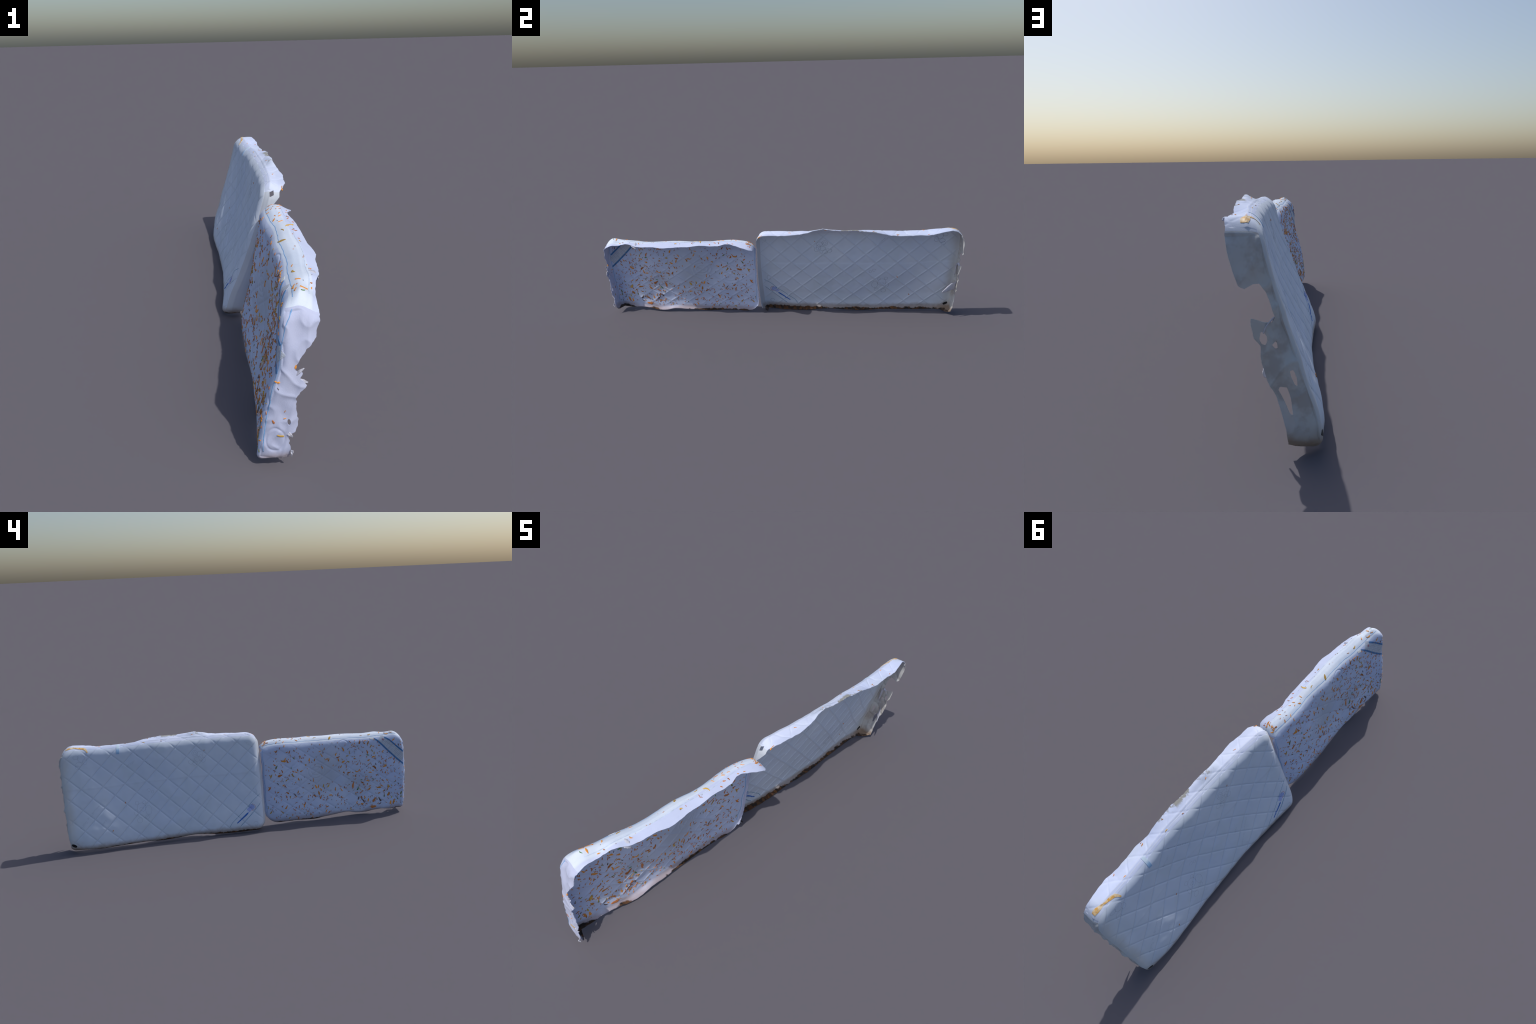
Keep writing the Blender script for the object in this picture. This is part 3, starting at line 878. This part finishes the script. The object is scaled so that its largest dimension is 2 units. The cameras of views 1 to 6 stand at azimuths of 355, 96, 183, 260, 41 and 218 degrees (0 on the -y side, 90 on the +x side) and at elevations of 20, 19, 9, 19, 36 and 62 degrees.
LEAVES_FAR_END = [
    (-475, 399, 165, 16, 'o'), (-484, 375, 61, 18, 'o'), (-500, 413, 104, 16, 'o'), (-516, 348, 168, 25, 'o'),
    (-527, 343, 117, 18, 'o'), (-485, 305, 63, 18, 'o'), (-486, 196, 100, 17, 'y'), (-518, 190, 124, 22, 'y'),
    (-524, 136, 0, 19, 'o'), (-480, 113, 145, 16, 'r'), (-502, 114, 121, 17, 'r'), (-497, 72, 171, 18, 'r'),
    (-493, 48, 118, 21, 'o'), (-510, 39, 128, 18, 'r'), (-752, 440, 166, 16, 'o'), (-746, 426, 43, 16, 'o'),
    (-770, 426, 124, 23, 'o'), (-719, 432, 103, 18, 'r'), (-663, 442, 50, 17, 'r'), (-686, 410, 177, 19, 'r'),
    (-616, 398, 65, 26, 'o'), (-659, 376, 73, 17, 'y'), (-788, 404, 127, 21, 'y'), (-804, 401, 120, 16, 'o'),
    (-792, 378, 62, 17, 'y'), (-806, 363, 96, 18, 'y'), (-762, 372, 71, 24, 'r'), (-767, 355, 14, 16, 'G'),
    (-860, 370, 137, 16, 'o'), (-644, 356, 176, 15, 'y'), (-647, 322, 31, 17, 'y'), (-618, 324, 153, 20, 'o'),
    (-588, 338, 77, 22, 'o'), (-585, 356, 164, 22, 'r'), (-574, 372, 125, 19, 'o'), (-689, 334, 176, 16, 'o'),
    (-772, 322, 155, 17, 'o'), (-802, 339, 164, 22, 'o'), (-855, 324, 157, 15, 'r'), (-878, 313, 101, 20, 'r'),
    (-910, 328, 132, 15, 'o'), (-776, 298, 169, 16, 'o'), (-813, 297, 82, 14, 'd'), (-801, 277, 38, 28, 'r'),
    (-796, 258, 109, 21, 'o'), (-776, 248, 9, 19, 'o'), (-842, 260, 125, 16, 'r'), (-865, 284, 144, 29, 'o'),
    (-868, 245, 79, 16, 'o'), (-930, 302, 110, 15, 'o'), (-591, 294, 104, 16, 'r'), (-602, 296, 125, 16, 'o'),
    (-637, 292, 112, 16, 'r'), (-698, 261, 173, 17, 'o'), (-712, 266, 125, 16, 'o'), (-618, 260, 63, 20, 'r'),
    (-647, 254, 171, 20, 'r'), (-690, 235, 119, 18, 'o'), (-754, 228, 172, 15, 'o'), (-747, 212, 115, 19, 'r'),
    (-722, 208, 175, 12, 'G'), (-730, 193, 29, 29, 'r'), (-758, 202, 0, 17, 'o'), (-792, 212, 21, 19, 'g'),
    (-850, 200, 34, 18, 'r'), (-877, 197, 34, 14, 'o'), (-839, 166, 25, 17, 'o'), (-826, 156, 0, 29, 'o'),
    (-771, 168, 166, 16, 'o'), (-768, 152, 133, 22, 'o'), (-888, 158, 64, 28, 'y'), (-671, 180, 103, 36, 'r'),
    (-618, 172, 62, 15, 'r'), (-597, 160, 63, 22, 'o'), (-560, 167, 103, 22, 'o'), (-695, 158, 118, 21, 'G'),
    (-712, 155, 63, 18, 'y'), (-712, 132, 155, 14, 'r'), (-825, 124, 163, 17, 'o'), (-883, 112, 125, 24, 'o'),
    (-856, 104, 98, 15, 'g'), (-902, 92, 102, 14, 'Y'), (-940, 108, 33, 17, 'r'), (-960, 115, 114, 22, 'g'),
    (-960, 94, 104, 16, 'g'), (-938, 82, 63, 16, 'g'), (-574, 134, 109, 24, 'r'), (-593, 116, 45, 16, 'r'),
    (-714, 105, 74, 26, 'r'), (-736, 104, 76, 16, 'o'), (-757, 86, 106, 22, 'o'), (-698, 102, 109, 21, 'd'),
    (-723, 82, 53, 30, 'd'), (-744, 64, 30, 16, 'r'), (-718, 66, 171, 19, 'o'), (-686, 78, 128, 16, 'o'),
    (-794, 83, 135, 30, 'r'), (-829, 81, 54, 22, 'd'), (-827, 60, 144, 19, 'd'), (-914, 66, 108, 25, 'o'),
    (-894, 60, 103, 22, 'o'), (-788, 42, 175, 33, 'r'), (-643, 40, 48, 15, 'y'), (-925, 434, 149, 17, 'o'),
    (-954, 406, 78, 14, 'd'),
]
# (y mm, x mm, lie angle deg, length mm, colour)
LEAVES_ON_TOP = [
    (-889, 32, 16, 26, 'o'), (-912, 53, 95, 19, 'o'), (-920, 35, 26, 15, 'o'), (-929, 47, 71, 12, 'G'),
    (-853, 49, 121, 14, 'o'), (-787, 47, 164, 19, 'y'), (-739, 48, 27, 12, 'o'), (-557, 105, 16, 13, 'y'),
    (-544, 47, 118, 28, 'y'), (-465, 108, 39, 11, 'r'), (-467, 98, 98, 12, 'r'), (-454, 64, 163, 19, 'y'),
    (-425, 91, 69, 26, 'y'), (-372, 70, 81, 15, 'o'), (-321, 74, 51, 14, 'o'), (-340, 51, 39, 17, 'o'),
    (-295, 75, 27, 13, 'o'), (-313, 60, 159, 11, 'o'), (-339, 97, 22, 13, 'r'), (-317, 100, 86, 11, 'r'),
    (-366, 113, 51, 11, 'r'), (-240, 108, 16, 10, 'o'), (-269, 101, 39, 8, 'o'), (-223, 79, 51, 15, 'o'),
    (-242, 57, 28, 10, 'r'), (-260, 39, 120, 15, 'o'), (-216, 43, 116, 16, 'o'), (-211, 66, 167, 8, 'r'),
    (-164, 54, 11, 14, 'r'), (-152, 67, 6, 15, 'o'), (-144, 54, 106, 16, 'o'), (-126, 50, 28, 16, 'o'),
    (-889, 89, 15, 11, 'o'), (-770, 100, 38, 12, 'o'), (-159, 97, 1, 21, 'o'), (-158, 86, 124, 20, 'o'),
    (-141, 93, 167, 15, 'o'), (-135, 102, 176, 10, 'o'), (-157, 70, 158, 12, 'o'), (-151, 58, 115, 15, 'o'),
    (-137, 117, 74, 11, 'r'), (-149, 117, 22, 8, 'r'),
]
# (x mm, z mm, lie angle deg, length mm, colour)
LEAVES_ON_END = [
    (-21, 267, 175, 13, 'o'), (-18, 248, 124, 6, 'd'), (-4, 182, 63, 7, 'o'), (-33, 152, 114, 12, 'r'),
    (-4, 161, 19, 7, 'o'), (-15, 109, 157, 18, 'y'), (-55, 177, 106, 8, 'r'), (21, 308, 81, 11, 'o'),
]

for y, z, a, ln, key in LEAVES_NEAR_JOIN + LEAVES_FAR_END:
    y, z, ar = y / 1000, z / 1000, math.radians(a)
    lay(small, small_thing, small.on_face(y, z)[0], (.33 * math.sin(ar), math.cos(ar), math.sin(ar)), ln / 1000 * 1.1, key)
for y, x, a, ln, key in LEAVES_ON_TOP:
    ar = math.radians(a)
    lay(small, small_thing, (x / 1000, y / 1000, .472), (math.sin(ar), math.cos(ar), 0), ln / 1000 * 1.1, key)
for x, z, a, ln, key in LEAVES_ON_END:
    ar = math.radians(a)
    lay(small, small_thing, (x / 1000, -.988, z / 1000), (math.cos(ar), 0, math.sin(ar)), ln / 1000 * 1.1, key)

# finer bits fill in between: thick towards the far end and the foot, thin in the worn middle
placed = 0
while placed < 560:
    y, z = random.uniform(-.975, -.14), random.uniform(.035, .45)
    dens = .45 + .55 * smooth((-.55 - y) / .2) + .25 * smooth((.2 - z) / .15)
    dens *= 1 - .85 * math.exp(-(((y + .49) / .09) ** 2 + ((z - .29) / .08) ** 2))
    if .456 + (y + .806) * .955 < z < .457 + (y + .872) * .865:      # hardly any on the label
        dens *= .05
    if random.random() > dens:
        continue
    key = random.choices('orydg', (42, 38, 10, 6, 4))[0]
    a = math.radians(random.gauss(70, 50))
    lay(small, small_thing, small.on_face(y, z)[0], (.3 * math.sin(a), math.cos(a), math.sin(a)), random.uniform(.007, .0125), key)
    placed += 1
for _ in range(26):
    y = random.uniform(-.95, -.15); a = random.uniform(0, 3.14)
    lay(small, small_thing, (float(small_face(y, .46)) + random.uniform(.03, .085), y, .472), (math.sin(a), math.cos(a), 0), random.uniform(.003, .008), random.choice('orrd'))

# the few that blew onto the large mattress
for x, y, z, ln, key in ((.113, -.086, .526, 12, 'o'), (.128, -.110, .520, 14, 'o'), (.097, .072, .528, 15, 'o'), (.098, .263, .545, 12, 'o'),
                         (.098, .642, .526, 16, 'o'), (.108, .640, .522, 8, 'r'), (.096, .804, .522, 12, 'r'), (.062, .538, .537, 16, 'y'),
                         (.105, .513, .532, 10, 'o'), (.051, .780, .536, 14, 'o'), (.06, .44, .542, 10, 'r')):
    a = random.uniform(-.6, .6)
    lay(large, large_thing, (x, y, z), (math.sin(a), math.cos(a), 0), ln / 1000, key)
for y, z, ln, key in ((.668, .237, 12, 'r'), (.747, .105, 11, 'o'), (.205, .470, 9, 'o')):
    lay(large, large_thing, large.on_face(y, z)[0], (.2, -.5, .8), ln / 1000, key)


# ------------------------------------------------ loose torn tongues and shreds
def tongue(name, spine, widths, mat, owner, seed, thick=.0022):
    """a loose scrap of cloth: a curling strip along a spine with a ragged outline"""
    r = random.Random(seed)
    sp = np.array(spine, float); n = 14; m = 6
    t = np.linspace(0, len(sp) - 1, n)
    C = np.stack([np.interp(t, range(len(sp)), sp[:, i]) for i in range(3)], 1)
    C = (C + np.vstack([C[:1], C[:-1]]) + np.vstack([C[1:], C[-1:]])) / 3
    tan = np.gradient(C, axis=0)
    ref = np.array(widths[1], float)
    P = []
    for i in range(n):
        w = widths[0] * (1 - (i / (n - 1)) ** 2.2 * .85) * r.uniform(.85, 1.1)
        s = ref - tan[i] * (ref @ tan[i]) / (tan[i] @ tan[i]); s /= np.linalg.norm(s)
        up = np.cross(tan[i], s); up /= np.linalg.norm(up)
        for j in range(m):
            u = j / (m - 1) - .5
            P.append(C[i] + s * w * u + up * (.25 * w * u * u + r.uniform(-.0006, .0006)))
    P = np.array(P)
    F = []
    for i in range(n - 1):
        for j in range(m - 1):
            F += [(i*m+j, (i+1)*m+j, (i+1)*m+j+1), (i*m+j, (i+1)*m+j+1, i*m+j+1)]
    N = vertex_normals(P, np.array(F)); k = len(P)
    ring = [i*m for i in range(n)] + [(n-1)*m+j for j in range(1, m)] + [i*m+m-1 for i in range(n-2, -1, -1)] + list(range(m-2, 0, -1))
    faces = F + [(a + k, c + k, b + k) for a, b, c in F] + [(a, b, b + k, a + k) for a, b in zip(ring[1:] + ring[:1], ring)]
    mesh_object(name, np.concatenate([P + N * thick / 2, P - N * thick / 2]), faces, mat, owner)


SCRAP = plain('pale_torn_lining', (.56, .57, .66), .15, 40)
tongue('hanging_flap', [(.090, -.802, .464), (.104, -.797, .459), (.110, -.791, .450), (.110, -.786, .438)], (.030, (0, 1, .1)), SCRAP, small_thing, 9)
tongue('torn_flap', [(-.034, .989, .194), (-.018, .966, .196), (-.004, .940, .184), (.006, .908, .168)], (.052, (.3, 0, 1)), SCRAP, large_thing, 3)
tongue('torn_flap', [(-.030, .990, .335), (-.012, .996, .316), (-.004, .992, .296)], (.012, (0, 1, .3)), SCRAP, large_thing, 5)
tongue('torn_flap', [(-.030, .984, .330), (-.036, .982, .300), (-.046, .980, .255)], (.012, (1, 0, .3)), SCRAP, large_thing, 6)
for a, b, w, sd in (((.020, -.992, .285), (.042, -.998, .305), .009, 1), ((.024, -.992, .272), (.052, -.994, .262), .010, 2),
                    ((.018, -.990, .255), (.036, -.982, .240), .010, 4), ((.004, -.988, .115), (.016, -.982, .098), .010, 7),
                    ((.014, -.987, .062), (.013, -.983, .040), .009, 8)):
    mid = [(p + q) / 2 + o for p, q, o in zip(a, b, (0, -.004, .003))]
    tongue('torn_shred', [a, mid, b], (w, (.2, .1, 1) if sd != 7 else (1, 0, .4)), SCRAP, small_thing, sd)

leaves.sort(key=lambda q: -q[1])
for M, ln, shape, key, owner in leaves[:300]:
    ob = link(bpy.data.objects.new('leaf', leaf_mesh(shape, key)), owner)
    ob.matrix_basis = M
rest = {}
for M, ln, shape, key, owner in leaves[300:]:
    rest.setdefault(owner.name, []).append((M, shape, key))
for owner, items in rest.items():
    V = []; F = []; mi = []
    keys = sorted({k for _, _, k in items})
    for M, shape, key in items:
        b = len(V)
        V += [tuple(M @ Vector(v)) for v in SHAPES[shape][0]]
        F += [tuple(i + b for i in f) for f in SHAPES[shape][1]]
        mi += [keys.index(key)] * len(SHAPES[shape][1])
    ob = mesh_object('leaf_litter', V, F, None, bpy.data.objects[owner])
    for k in keys:
        ob.data.materials.append(LEAF_MAT[k])
    ob.data.polygons.foreach_set('material_index', mi)
    ob['kind'] = 'stuff'
